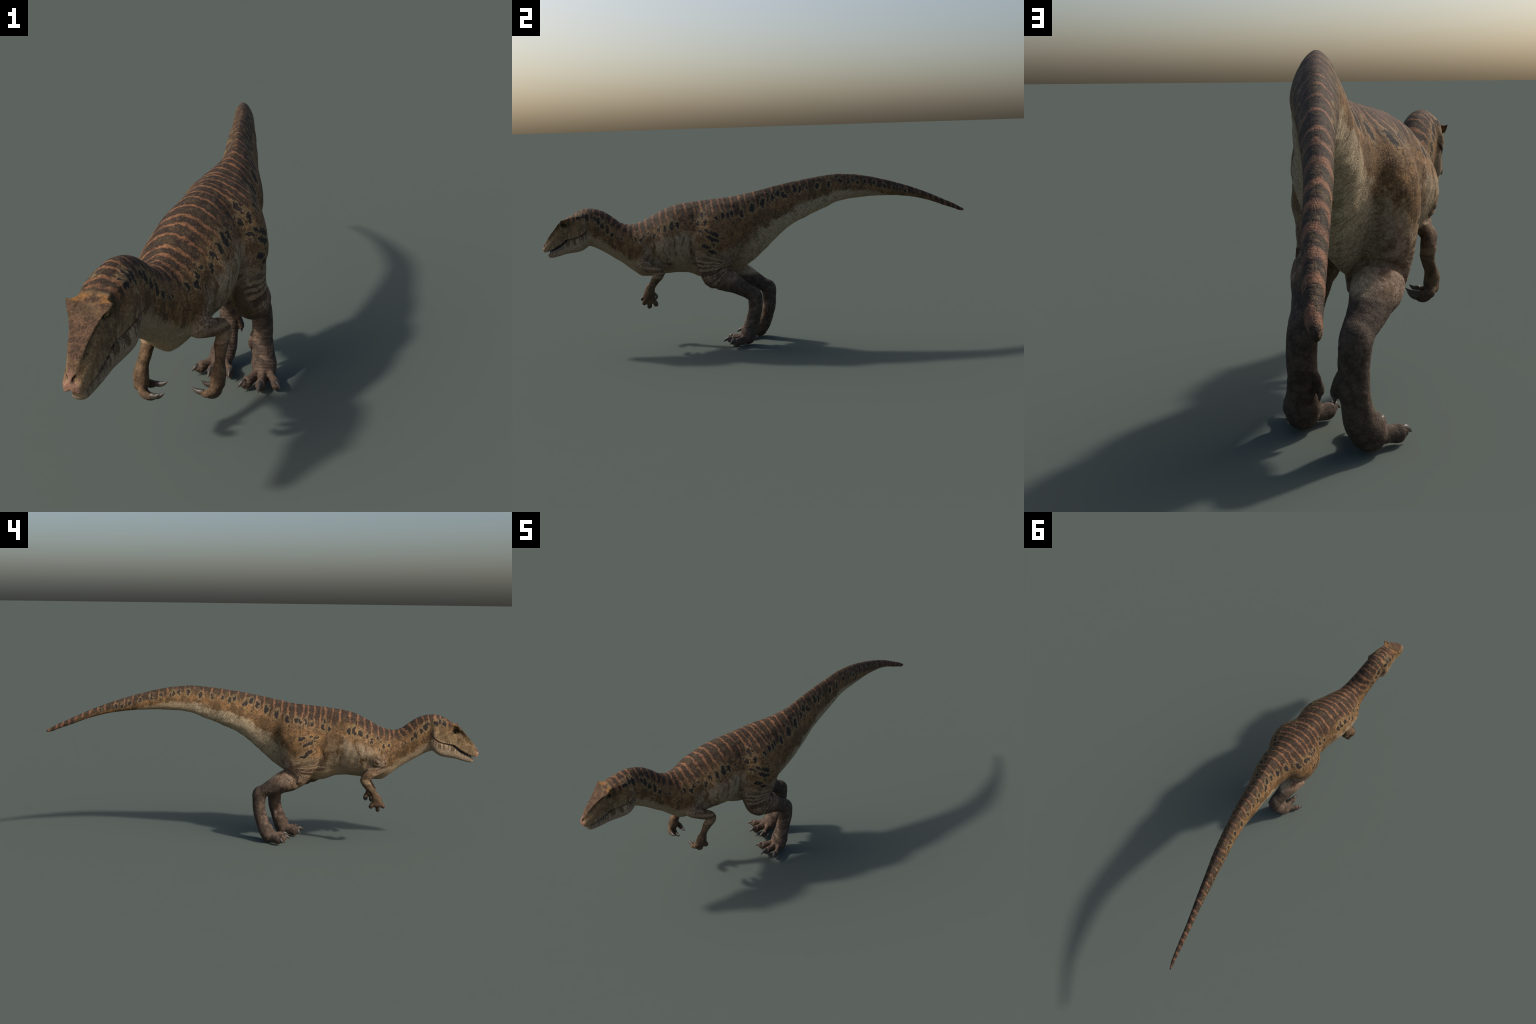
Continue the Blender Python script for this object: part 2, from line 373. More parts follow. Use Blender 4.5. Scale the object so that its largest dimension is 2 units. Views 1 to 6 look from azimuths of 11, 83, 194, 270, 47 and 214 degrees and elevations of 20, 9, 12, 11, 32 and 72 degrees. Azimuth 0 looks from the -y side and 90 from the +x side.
# ribs: faint swellings along the chest wall
rib = np.sin((V[:, 1] + 0.25 * V[:, 2]) * 2 * np.pi / 0.034) * smoothstep(-0.52, -0.46, V[:, 1]) * smoothstep(-0.29, -0.34, V[:, 1])
push(-0.0008 * rib * smoothstep(0.35, 0.40, V[:, 2]) * smoothstep(0.57, 0.50, V[:, 2]))
# folds of loose skin over the shoulders and behind the knee
for sx in (0.04, -0.12):
    w = np.exp(-(((V[:, 0] - sx) / 0.05) ** 2 + ((V[:, 1] + 0.535) / 0.035) ** 2 + ((V[:, 2] - 0.40) / 0.045) ** 2))
    push(-0.0016 * w * np.sin(np.hypot(V[:, 1] + 0.525, V[:, 2] - 0.415) * 2 * np.pi / 0.016 + 3 * body_noise))
out_x = np.abs(V[:, 0] + 0.042)
def flank(y, z, ry, rz, lo):
    return np.exp(-((V[:, 1] - y) / ry) ** 2 - ((V[:, 2] - z) / rz) ** 2) * smoothstep(lo, lo + 0.02, out_x)
trunk_side = smoothstep(0.35, 0.40, np.abs(N[:, 0]))
push((0.012 * flank(-0.484, 0.402, 0.020, 0.030, 0.035) - 0.007 * flank(-0.540, 0.405, 0.024, 0.040, 0.035)) * trunk_side * smoothstep(0.360, 0.392, V[:, 2]))
scute = smoothstep(0.20, 0.17, V[:, 2]) * np.clip(-N[:, 1] * 1.3, 0, 1)
push(-0.0007 * scute * np.sin((V[:, 2] + 0.5 * V[:, 1]) * 2 * np.pi / 0.0105))
def spine_distance(points, P, steps=10):
    """distance to a limb's spine over its radius, and the place along it (0..1)"""
    p = np.asarray(points, float)
    s = np.r_[0, np.cumsum(np.linalg.norm(np.diff(p[:, :3], axis=0), axis=1))]
    q = pchip(s, p, np.linspace(0, s[-1], steps * (len(p) - 1) + 1))
    best, where = np.full(len(P), 1e9), np.zeros(len(P))
    lo, hi = q[:, :3].min(0) - 0.07, q[:, :3].max(0) + 0.07
    near = np.where(((P > lo) & (P < hi)).all(1))[0]
    for k, r in enumerate(q):
        d = np.linalg.norm(P[near] - r[:3], axis=1) / max(r[3:])
        b = d < best[near]
        best[near[b]] = d[b]; where[near[b]] = k / (len(q) - 1)
    return best, where
# deep folds where the thigh overlaps the calf and meets the tail root
tv = trunk_at(V[:, 1]); zmv = tv[:, 2] + tv[:, 4] * (tv[:, 1] - tv[:, 2])
trunk_v = np.hypot((V[:, 0] - tv[:, 0]) / tv[:, 3], np.where(V[:, 2] > zmv, (V[:, 2] - zmv) / (tv[:, 1] - zmv), (zmv - V[:, 2]) / (zmv - tv[:, 2])))
for side in (+1, -1):
    t = np.array(THIGH[side]); t = t[np.argsort(t[:, 0])]
    q = pchip(t[:, 0], t[:, 1:], V[:, 2])
    th = np.hypot((V[:, 0] - q[:, 0]) / q[:, 2], (V[:, 1] - q[:, 1]) / q[:, 3])
    sh, _ = spine_distance(SHANK[side], V)
    mine = smoothstep(0.0, 0.02, side * (V[:, 0] - 0.005))
    calf = np.exp(-((th - 1.0) / 0.10) ** 2 - ((sh - 1.0) / 0.14) ** 2) * smoothstep(0.30, 0.33, V[:, 2]) * smoothstep(0.40, 0.37, V[:, 2]) * (V[:, 1] > q[:, 1] + 0.01)
    root = np.exp(-((th - 1.0) / 0.12) ** 2 - ((trunk_v - 1.0) / 0.12) ** 2) * smoothstep(0.47, 0.43, V[:, 2]) * smoothstep(0.32, 0.35, V[:, 2]) * (V[:, 1] > q[:, 1])
    groin = np.exp(-((th - 1.0) / 0.10) ** 2 - ((trunk_v - 1.0) / 0.10) ** 2) * smoothstep(0.50, 0.44, V[:, 2]) * (V[:, 1] < q[:, 1] - 0.02)
    push(np.maximum.reduce([calf * 0.009, root * 0.006, groin * 0.006]) * mine)
V = relax(V, 0.5 * blob((0.0, -0.12, 0.39), (0.14, 0.12, 0.08)), 2)
V[:, 2] -= V[:, 2].min()
N = vertex_normals(V)

# ------------------------------------------------------------------ which region of the animal each face belongs to
fc = V[Q].mean(1); fyaw = yy[Q].mean(1); flip = lip[Q].mean(1)
ty = trunk_at(fc[:, 1]); zm = ty[:, 2] + ty[:, 4] * (ty[:, 1] - ty[:, 2])
trunk_d = np.hypot((fc[:, 0] - ty[:, 0]) / ty[:, 3], np.where(fc[:, 2] > zm, (fc[:, 2] - zm) / (ty[:, 1] - zm), (zm - fc[:, 2]) / (zm - ty[:, 2])))
KINDS = ["torso", "neck", "head", "lower_jaw", "tail", "leg", "foot", "arm", "hand"]
label = np.zeros(len(fc), np.int64); sidel = np.zeros(len(fc), np.int64)
label[fc[:, 1] > 0.0] = 4
label[fc[:, 1] < -0.575] = 1
hd = fyaw < -0.782
label[hd] = 2
jaw_top = pchip(JAW[:, 0], JAW[:, 3], fyaw)[:, 0]
label[hd & (fyaw > -0.9775) & (fc[:, 2] < np.where(fyaw < -0.885, 0.5 * (flip + jaw_top), flip - 0.0015))] = 3
for side in (+1, -1):
    t = np.array(THIGH[side]); t = t[np.argsort(t[:, 0])]
    q = pchip(t[:, 0], t[:, 1:], fc[:, 2])
    th = np.hypot((fc[:, 0] - q[:, 0]) / q[:, 2], (fc[:, 1] - q[:, 1]) / q[:, 3])
    sh, wh = spine_distance(SHANK[side], fc)
    leg = ((th < 1.2) & (fc[:, 2] > 0.25) & (fc[:, 2] < 0.50) & ((trunk_d > 0.97) | (fc[:, 2] < 0.36)) & (side * (fc[:, 0] - 0.005) > 0.02)) | ((sh < 1.35) & (fc[:, 2] < 0.37) & ((trunk_d > 1.05) | (fc[:, 2] < 0.30)))
    foot = np.zeros(len(fc), bool)
    for toe in TOES[side]:
        d, _ = spine_distance([p + (0.016, 0.02) for p in toe[:4]], fc)
        foot |= (d < 1.7) & (fc[:, 2] < 0.066)
    foot |= (sh < 1.6) & (fc[:, 2] < 0.062)
    d, _ = spine_distance([p + (0.010, 0.010) for p in HALLUX[side]], fc)
    hallux = (d < 1.5) & (fc[:, 2] > 0.07) & (np.minimum(sh, 9) > 0.95)
    ar, wa = spine_distance(ARM[side], fc)
    arm = (ar < 1.45) & (wa > 0.16) & (fc[:, 2] < 0.385)
    hand = arm & (wa > 0.80)
    for fg in FINGERS[side]:
        d, _ = spine_distance([p + (0.010, 0.010) for p in fg[:4]], fc)
        hand |= (d < 1.6) & (fc[:, 2] < 0.25)
    for mask, k in ((leg, 5), (hallux, 5), (foot, 6), (arm, 7), (hand, 8)):
        label[mask] = k; sidel[mask] = side

# ------------------------------------------------------------------ materials
class Tree:
    def __init__(self, name):
        self.mat = bpy.data.materials.new(name); self.mat.use_nodes = True
        self.t = self.mat.node_tree; self.t.nodes.clear()
        self.out = self.t.nodes.new("ShaderNodeOutputMaterial")
        self.bsdf = self.t.nodes.new("ShaderNodeBsdfPrincipled")
        self.t.links.new(self.bsdf.outputs[0], self.out.inputs[0])
        self.coord = self.t.nodes.new("ShaderNodeTexCoord").outputs["Object"]
    def put(self, sock, v):
        if isinstance(v, bpy.types.NodeSocket):
            self.t.links.new(v, sock)
        elif v is not None:
            if sock.type == "RGBA" and len(v) == 3:
                v = (*v, 1)
            sock.default_value = v
    def math(self, op, a, b=None, c=None, clamp=False):
        n = self.t.nodes.new("ShaderNodeMath"); n.operation = op; n.use_clamp = clamp
        for s, v in zip(n.inputs, (a, b, c)):
            self.put(s, v)
        return n.outputs[0]
    def vec(self, op, a, b=None, out=0):
        n = self.t.nodes.new("ShaderNodeVectorMath"); n.operation = op
        self.put(n.inputs[0], a); self.put(n.inputs[1], b)
        return n.outputs["Value"] if op in ("DISTANCE", "LENGTH", "DOT_PRODUCT") else n.outputs[0]
    def add(self, a, b): return self.math("ADD", a, b)
    def sub(self, a, b): return self.math("SUBTRACT", a, b)
    def mul(self, a, b): return self.math("MULTIPLY", a, b)
    def mx(self, a, b): return self.math("MAXIMUM", a, b)
    def mn(self, a, b): return self.math("MINIMUM", a, b)
    def step(self, lo, hi, v):
        """smooth 0..1 from lo to hi (lo may be the larger)"""
        n = self.t.nodes.new("ShaderNodeMapRange"); n.interpolation_type = "SMOOTHSTEP"
        a, b, o0, o1 = (lo, hi, 0.0, 1.0) if lo < hi else (hi, lo, 1.0, 0.0)
        for s, x in zip(n.inputs[:5], (v, a, b, o0, o1)):
            self.put(s, x)
        return n.outputs[0]
    def band(self, lo0, lo1, hi0, hi1, v):
        return self.mul(self.step(lo0, lo1, v), self.step(hi1, hi0, v))
    def bell(self, v, centre, width):
        d = self.math("DIVIDE", self.sub(v, centre), width)
        return self.math("EXPONENT", self.mul(self.mul(d, d), -1.0))
    def sep(self, v):
        n = self.t.nodes.new("ShaderNodeSeparateXYZ"); self.put(n.inputs[0], v); return n.outputs
    def comb(self, x, y, z):
        n = self.t.nodes.new("ShaderNodeCombineXYZ")
        for s, v in zip(n.inputs, (x, y, z)):
            self.put(s, v)
        return n.outputs[0]
    def scaled(self, v, s): return self.vec("MULTIPLY", v, s)
    def noise(self, v, scale, detail=3.0, rough=0.55, distort=0.0, colour=False):
        n = self.t.nodes.new("ShaderNodeTexNoise")
        self.put(n.inputs["Vector"], v)
        for k, x in (("Scale", scale), ("Detail", detail), ("Roughness", rough), ("Distortion", distort)):
            n.inputs[k].default_value = x
        return n.outputs["Color" if colour else "Fac"]
    def voronoi(self, v, scale, feature="F1", out="Distance", rand=1.0):
        n = self.t.nodes.new("ShaderNodeTexVoronoi"); n.feature = feature
        self.put(n.inputs["Vector"], v); n.inputs["Scale"].default_value = scale
        n.inputs["Randomness"].default_value = rand
        return n.outputs[out]
    def mix(self, f, a, b, mode="MIX"):
        n = self.t.nodes.new("ShaderNodeMix"); n.data_type = "RGBA"; n.blend_type = mode
        self.put(n.inputs[0], f); self.put(n.inputs[6], a); self.put(n.inputs[7], b)
        return n.outputs[2]
    def gain(self, col, f):
        """colour times a grey factor"""
        return self.mix(1.0, col, self.comb(f, f, f), "MULTIPLY")
    def table(self, f, places, rows):
        """look up to three smooth functions (0..1 each) of f in one ramp"""
        n = self.t.nodes.new("ShaderNodeValToRGB"); r = n.color_ramp; r.interpolation = "LINEAR"
        while len(r.elements) < len(places):
            r.elements.new(0.5)
        for e, p, c in zip(r.elements, places, rows):
            e.position = p
        for e, p, c in zip(r.elements, places, rows):
            e.color = (*c, 1)
        self.put(n.inputs[0], f)
        s = self.t.nodes.new("ShaderNodeSeparateColor"); self.t.links.new(n.outputs[0], s.inputs[0])
        return s.outputs
    def bump(self, h, strength, dist, normal=None):
        n = self.t.nodes.new("ShaderNodeBump")
        n.inputs["Strength"].default_value = strength; n.inputs["Distance"].default_value = dist
        self.put(n.inputs["Height"], h); self.put(n.inputs["Normal"], normal)
        return n.outputs[0]

def outline_at(y):
    """centre x, upper and lower outline of head, neck, trunk and tail at y"""
    q = trunk_at(y)
    xc, zt, zb = q[:, 0].copy(), q[:, 1].copy(), q[:, 2].copy()
    hd = y < -0.80
    xc[y < -0.85] = head_mid(y[y < -0.85])
    zt[hd] = pchip(SKULL[:, 0], SKULL[:, 1], y[hd])[:, 0]
    zb[hd] = pchip(JAW[:, 0], JAW[:, 1], y[hd])[:, 0]
    return xc, zt, zb

# dark blotches along neck, flank and tail: (y, z, size)
SPOTS = [(-.827, .594, .8), (-.808, .602, .8), (-.79, .592, 1.1), (-.755, .586, .7), (-.742, .572, 1.0), (-.722, .553, .9), (-.700, .533, 1.0),
         (-.682, .516, .7), (-.655, .497, .5), (-.640, .492, .4), (-.576, .488, .7), (-.552, .484, .9), (-.542, .505, .6), (-.53, .470, .5),
         (-.523, .518, .6), (-.494, .508, .8), (-.474, .529, .8), (-.444, .539, 1.1), (-.413, .550, 1.2), (-.389, .553, .9), (-.358, .556, .4),
         (-.281, .591, .9), (-.302, .558, .9), (-.269, .563, 1.1), (-.220, .574, .8), (-.192, .586, .9), (-.167, .588, .8), (-.150, .595, .9),
         (-.104, .597, 1.1), (-.057, .615, 1.2), (-.008, .636, 1.2), (.036, .657, 1.1), (.063, .673, .9), (.087, .666, 1.0), (.100, .660, .7), (.140, .688, .9),
         (.165, .684, .9), (.200, .689, .7), (.248, .695, .9), (.302, .703, 1.0), (.360, .714, .9), (.398, .714, .8), (.425, .713, .7),
         (.443, .703, .6), (.482, .705, .7), (.527, .697, .8), (.576, .680, .8), (.627, .669, .7), (.660, .658, .7), (.686, .653, .7), (.757, .634, .5)]
THIGH_SPOTS = {+1: [(-.287, .523, .8), (-.262, .526, .8), (-.232, .514, 1.3), (-.250, .497, 1.1), (-.235, .487, 1.1), (-.271, .458, 1.2), (-.245, .435, 1.2), (-.24, .466, .6)],
               -1: [(-.172, .514, 1.1), (-.213, .520, .8), (-.240, .516, .8), (-.205, .488, 1.2), (-.190, .482, 1.0), (-.205, .450, 1.2), (-.182, .432, 1.2), (-.225, .499, .7)]}
# pale cross-stripes on the back (y where each crosses the ridge)
STRIPES = [-.862, -.843, -.815, -.790, -.761, -.735, -.704, -.668, -.643, -.623, -.603, -.585, -.560, -.533, -.500, -.468, -.438, -.400, -.355, -.320,
           -.288, -.266, -.238, -.205, -.183, -.150, -.115, -.086, -.046, 0.0, .037, .088, .125, .165, .200, .245, .290, .330, .372, .41,
           .452, .49, .533, .57, .61, .648, .69, .735, .765, .80, .832, .866, .895, .925, .955, .985]

def hide_material():
    T = Tree("scaly_hide")
    P = T.coord
    x, y, z = T.sep(P)
    warp = T.vec("SUBTRACT", T.noise(P, 22, 3, 0.6, colour=True), (0.5, 0.5, 0.5))
    fwarp = T.vec("SUBTRACT", T.noise(P, 85, 3, 0.6, colour=True), (0.5, 0.5, 0.5))
    PW = T.vec("ADD", P, T.vec("ADD", T.scaled(warp, (0.022,) * 3), T.scaled(fwarp, (0.014,) * 3)))
    xw, yw, zw = T.sep(PW)
    # outline lookup: centre line and height on the flank
    ys = np.r_[np.linspace(-1.0, -0.86, 7), np.linspace(-0.84, -0.52, 9), np.linspace(-0.46, 0.06, 7), np.linspace(0.13, 0.45, 4), np.linspace(0.6, 1.0, 5)]
    xc, zt, zb = outline_at(ys)
    f = T.math("MULTIPLY_ADD", y, 0.5, 0.5)
    r = T.table(f, (ys + 1) / 2, np.stack([(xc + 0.2) / 0.4, zt, zb], -1))
    cx = T.math("MULTIPLY_ADD", r[0], 0.4, -0.2)
    top, bot = r[1], r[2]
    u = T.math("ABSOLUTE", T.sub(x, cx))
    height = T.mx(T.sub(top, bot), 0.006)
    h = T.math("DIVIDE", T.sub(z, bot), height)
    n1 = T.noise(P, 13, 4, 0.6)
    n2 = T.noise(P, 48, 4, 0.65)
    n3 = T.noise(P, 190, 3, 0.7)
    n4 = T.noise(T.vec("ADD", P, (3.1, 1.7, 0.4)), 30, 4, 0.65)
    hn = T.add(h, T.add(T.mul(T.sub(n1, 0.5), 0.34), T.mul(T.sub(n2, 0.5), 0.34)))
    up = T.sep(T.t.nodes.new("ShaderNodeNewGeometry").outputs["Normal"])[2]

    PS = T.vec("ADD", P, T.scaled(fwarp, (0.006,) * 3))
    cell_e = T.voronoi(T.vec("MULTIPLY", PS, (1.0, 0.75, 1.2)), 165, "DISTANCE_TO_EDGE", "Distance")
    cell_c = T.voronoi(T.vec("MULTIPLY", PS, (1.0, 0.75, 1.2)), 165, "F1", "Color")
    cell_r = T.sep(cell_c)[0]
    grain_e = T.voronoi(P, 260, "DISTANCE_TO_EDGE", "Distance")
    grain_r = T.sep(T.voronoi(P, 260, "F1", "Color"))[0]

    # --- trunk ground colours
    pale = T.mix(n2, (0.210, 0.138, 0.074), (0.400, 0.300, 0.190))
    tan = T.mix(T.step(0.38, 0.62, n4), (0.228, 0.118, 0.048), (0.130, 0.073, 0.036))
    tan = T.mix(T.mul(T.step(0.49, 0.62, n2), 0.80), tan, (0.060, 0.036, 0.019))
    tan = T.mix(T.mul(T.step(0.62, 0.9, grain_r), 0.5), tan, (0.285, 0.172, 0.078))
    dark = T.mix(T.step(0.35, 0.65, n4), (0.036, 0.024, 0.017), (0.070, 0.048, 0.028))
    dark = T.mix(T.mul(T.step(0.66, 0.95, grain_r), 0.45), dark, (0.140, 0.088, 0.046))
    tail_base = T.band(-0.14, -0.02, 0.30, 0.52, y)
    belly_top = T.add(T.math("MULTIPLY_ADD", T.band(-0.80, -0.72, -0.60, -0.50, y), -0.08, 0.30), T.add(T.mul(tail_base, 0.10), T.add(T.mul(T.step(0.45, 0.7, y), -0.5), T.mul(T.step(0.85, 0.96, y), -3.0))))
    rel = T.sub(hn, belly_top)
    c = T.mix(T.step(-0.07, 0.09, rel), pale, tan)
    back_lo = T.add(0.70, T.add(T.mul(T.step(0.3, 0.75, y), -0.50), T.mul(T.step(0.85, 0.96, y), -3.0)))
    c = T.mix(T.step(-0.04, 0.16, T.sub(hn, back_lo)), c, dark)
    c = T.mix(T.mul(T.mul(tail_base, T.step(0.05, -0.10, rel)), T.math("MULTIPLY_ADD", n2, 0.5, 0.35)), c, (0.500, 0.400, 0.265))
    blot = T.noise(T.vec("MULTIPLY", PW, (9, 22, 10)), 1.0, 3, 0.6)
    c = T.mix(T.mul(T.mul(T.step(0.50, 0.60, blot), T.band(-0.02, 0.10, 0.50, 0.66, rel)), T.math("MULTIPLY_ADD", T.band(-0.29, -0.22, -0.06, 0.02, y), -0.50, 0.75)), c, (0.078, 0.048, 0.023))
    # net of dark cracks on the pale sides of the tail root and belly
    net_e = T.voronoi(T.vec("MULTIPLY", T.vec("ADD", P, T.scaled(fwarp, (0.012,) * 3)), (1.0, 0.8, 1.1)), 100, "DISTANCE_TO_EDGE", "Distance")
    crack = T.mul(T.step(0.115, 0.02, T.add(net_e, T.mul(T.sub(n3, 0.5), 0.10))), T.step(0.66, 0.42, hn))
    c = T.mix(T.mul(T.mul(crack, T.step(-0.62, -0.40, y)), 0.36), c, (0.065, 0.042, 0.022))
    hairline = T.noise(T.vec("MULTIPLY", T.comb(x, T.add(y, T.mul(z, 0.75)), T.sub(z, T.mul(y, 0.75))), (40, 130, 22)), 1.0, 3, 0.6)
    rear = T.mul(T.band(-0.22, -0.10, 0.30, 0.50, y), T.step(0.75, 0.55, h))
    c = T.mix(T.mul(T.mul(T.step(0.50, 0.60, hairline), rear), 0.35), c, (0.100, 0.062, 0.030))
    c = T.mix(T.mul(T.mul(T.step(0.50, 0.60, n4), T.mul(T.step(0.45, 0.56, n1), rear)), 0.45), c, (0.125, 0.074, 0.034))
    # dark streaks running down the chest and belly
    streak = T.noise(T.vec("MULTIPLY", PW, (10, 58, 13)), 1.0, 4, 0.7)
    streak = T.mul(T.step(0.525, 0.60, streak), T.mul(T.band(-0.66, -0.56, -0.33, -0.24, y), T.band(0.10, 0.30, 0.52, 0.66, h)))
    chest_pale = T.mul(T.band(-0.58, -0.46, -0.37, -0.27, T.add(y, T.mul(T.sub(n4, 0.5), 0.10))), T.mul(T.band(0.15, 0.34, 0.48, 0.66, T.add(h, T.mul(T.sub(n4, 0.5), 0.5))), T.step(0.28, 0.50, n1)))
    c = T.mix(T.mul(chest_pale, 0.85), c, T.mix(n2, (0.270, 0.190, 0.110), (0.460, 0.355, 0.235)))
    c = T.mix(T.mul(streak, 0.85), c, T.mix(n2, (0.060, 0.032, 0.015), (0.150, 0.075, 0.026)))
    throat = T.mul(T.noise(T.vec("MULTIPLY", PW, (6, 34, 9)), 1.0, 3, 0.6), T.band(-0.78, -0.74, -0.62, -0.52, y))
    c = T.mix(T.mul(T.step(0.50, 0.60, throat), T.mul(T.band(0.15, 0.3, 0.5, 0.6, h), 0.7)), c, (0.085, 0.048, 0.022))
    # whitish worn skin at the shoulder
    sh = T.vec("MULTIPLY", T.vec("SUBTRACT", T.comb(0.0, yw, zw), (0, -0.535, 0.385)), (1, 1 / 0.050, 1 / 0.062))
    shm = T.mul(T.step(1.1, 0.35, T.vec("LENGTH", sh)), T.step(0.05, 0.075, u))
    swirl = T.step(0.42, 0.56, T.noise(P, 42, 4, 0.6, 2.4))
    c = T.mix(T.mul(shm, 0.85), c, T.mix(swirl, (0.080, 0.042, 0.022), (0.320, 0.230, 0.165)))

    # --- cross stripes
    k = T.add(T.mul(T.bell(y, -0.665, 0.055), 0.75), -0.13)
    s = T.add(T.add(y, T.mul(k, T.sub(top, z))), T.add(T.mul(T.sep(warp)[1], 0.024), T.mul(T.sep(fwarp)[1], 0.018)))
    sv = T.comb(s, 0.0, 0.0)
    d = None
    for v in STRIPES:
        e = T.vec("DISTANCE", sv, (v, 0, 0))
        d = e if d is None else T.mn(d, e)
    wn = T.noise(T.comb(T.mul(y, 26.0), x, z), 1.0, 2, 0.5)
    width = T.add(0.0010, T.add(T.mul(wn, 0.0052), T.mul(T.step(0.62, 0.90, y), 0.0022)))
    reach = T.add(0.70, T.add(T.mul(T.sub(wn, 0.5), 0.30), T.add(T.mul(T.step(0.30, 0.62, y), -0.35), T.mul(T.step(0.85, 0.96, y), -3.0))))
    reach = T.add(reach, T.mul(T.band(0.0, 0.12, 0.35, 0.5, y), 0.10))
    stripe = T.mul(T.step(0.55, -0.45, T.math("DIVIDE", T.sub(d, width), 0.0050)), T.step(-0.05, 0.10, T.sub(hn, reach)))
    stripe = T.mul(stripe, T.step(-0.872, -0.855, y))
    stripe = T.mul(stripe, T.math("MULTIPLY_ADD", T.step(0.36, 0.60, n4), 0.62, 0.38))
    stripe = T.mul(stripe, T.sub(1.0, T.mul(T.band(0.04, 0.16, 0.50, 0.72, y), T.mul(0.75, T.step(0.60, 0.40, n2)))))
    stripe_col = T.mix(T.step(0.70, 0.90, h), (0.220, 0.125, 0.056), T.mix(n2, (0.175, 0.078, 0.038), (0.295, 0.140, 0.068)))
    edge_dark = T.mul(T.step(0.019, 0.006, d), T.step(0.02, 0.16, T.sub(hn, reach)))
    c = T.mix(T.mul(edge_dark, 0.55), c, (0.034, 0.022, 0.017))
    stripe_col = T.mix(T.step(0.45, 0.75, y), stripe_col, T.mix(n2, (0.150, 0.072, 0.042), (0.260, 0.128, 0.072)))
    c = T.mix(stripe, c, stripe_col)

    # --- blotches
    ragged = T.vec("ADD", PW, T.scaled(fwarp, (0.016,) * 3))
    _, yr, zr = T.sep(ragged)
    yz = T.comb(0.0, yr, T.mul(zr, 0.55))
    d = None
    for v in SPOTS:
        e = T.mul(T.vec("DISTANCE", yz, (0, v[0], v[1] * 0.55)), 1 / v[2])
        d = e if d is None else T.mn(d, e)
    # on the thighs, whose poses differ, the blotches lie flat
    yz2 = T.comb(T.math("SIGN", x), T.mul(yr, 0.52), T.mul(T.add(zr, T.mul(yr, 0.25)), 1.15))
    for sd in (+1, -1):
        for v in THIGH_SPOTS[sd]:
            d = T.mn(d, T.mul(T.vec("DISTANCE", yz2, (sd, v[0] * 0.52, (v[1] + 0.25 * v[0]) * 1.15)), 1 / v[2]))
    side_only = T.step(0.012, 0.018, T.add(u, T.mul(T.step(0.6, 0.9, y), 0.01)))
    rim = T.mul(T.band(0.0070, 0.0095, 0.0110, 0.0160, d), side_only)
    c = T.mix(T.mul(rim, 0.45), c, (0.270, 0.185, 0.090))
    c = T.mix(T.mul(T.step(0.0092, 0.0070, d), T.mul(side_only, 0.94)), c, (0.0235, 0.0205, 0.0190))

    # --- legs
    hipz = T.add(zw, T.mul(T.sub(n1, 0.5), 0.10))
    back_thigh = T.mul(T.step(-0.20, -0.13, T.add(yw, T.mul(T.step(0.0, -0.01, x), -0.055))), 1.0)
    leg_zone = T.mul(T.step(0.062, 0.078, u), T.mul(T.band(-0.42, -0.36, -0.05, 0.02, y), T.step(0.470, 0.395, T.add(hipz, T.mul(T.step(-0.15, -0.22, T.add(yw, T.mul(T.step(0.0, -0.01, x), -0.04))), 0.075)))))
    leg_zone = T.mx(leg_zone, T.mul(T.step(0.315, 0.295, z), T.step(-0.40, -0.38, y)))
    thigh = T.mix(T.step(0.40, 0.62, n4), (0.165, 0.104, 0.062), (0.270, 0.180, 0.118))
    thigh = T.mix(T.mul(T.step(0.47, 0.62, n2), 0.7), thigh, (0.085, 0.052, 0.034))
    pale_back = T.mul(T.step(-0.23, -0.16, T.add(yw, T.mul(T.step(0.0, -0.01, x), -0.045))), T.step(0.40, 0.60, n4))
    thigh = T.mix(T.mul(pale_back, 0.5), thigh, (0.310, 0.220, 0.155))
    thigh = T.mix(T.mul(T.step(0.54, 0.64, T.noise(P, 62, 4, 0.7)), 0.65), thigh, (0.070, 0.044, 0.034))
    ky = T.add(yw, T.math("MULTIPLY_ADD", T.step(0.0, -0.01, x), -0.065, 0.150))
    ang = T.math("ARCTAN2", T.sub(zw, 0.372), T.mul(ky, -1.0))
    bars = T.noise(T.comb(T.mul(ang, 15.0), T.mul(xw, 6.0), T.mul(T.math("SIGN", x), 3.0)), 1.0, 2, 0.55)
    front = T.step(-0.13, -0.20, T.add(y, T.mul(T.step(0.0, -0.01, x), -0.05)))
    barz = T.mul(T.mul(T.band(0.25, 0.27, 0.37, 0.46, z), front), T.mul(T.step(0.055, 0.07, u), T.step(-0.345, -0.325, T.add(y, T.mul(T.step(0.0, -0.01, x), -0.045)))))
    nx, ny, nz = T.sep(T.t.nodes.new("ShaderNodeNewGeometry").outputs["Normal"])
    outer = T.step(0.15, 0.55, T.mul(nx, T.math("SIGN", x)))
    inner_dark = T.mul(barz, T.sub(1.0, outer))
    barz = T.mul(T.mul(barz, outer), T.step(0.30, 0.50, T.add(n4, T.mul(T.sub(n2, 0.5), 0.5))))
    low_front = T.mul(front, T.step(0.300, 0.265, hipz))
    thigh = T.mix(T.mul(low_front, 0.45), thigh, (0.055, 0.036, 0.027))
    shin = T.mix(T.step(0.38, 0.62, n2), (0.054, 0.038, 0.028), (0.092, 0.065, 0.047))
    facing = T.sep(T.t.nodes.new("ShaderNodeNewGeometry").outputs["Normal"])[1]
    patch = T.noise(T.vec("MULTIPLY", PW, (30, 30, 52)), 1.0, 2, 0.5)
    shin = T.mix(T.mul(T.step(0.48, 0.66, patch), T.mul(T.step(0.35, -0.25, facing), T.step(0.24, 0.19, z))), shin, (0.142, 0.094, 0.066))
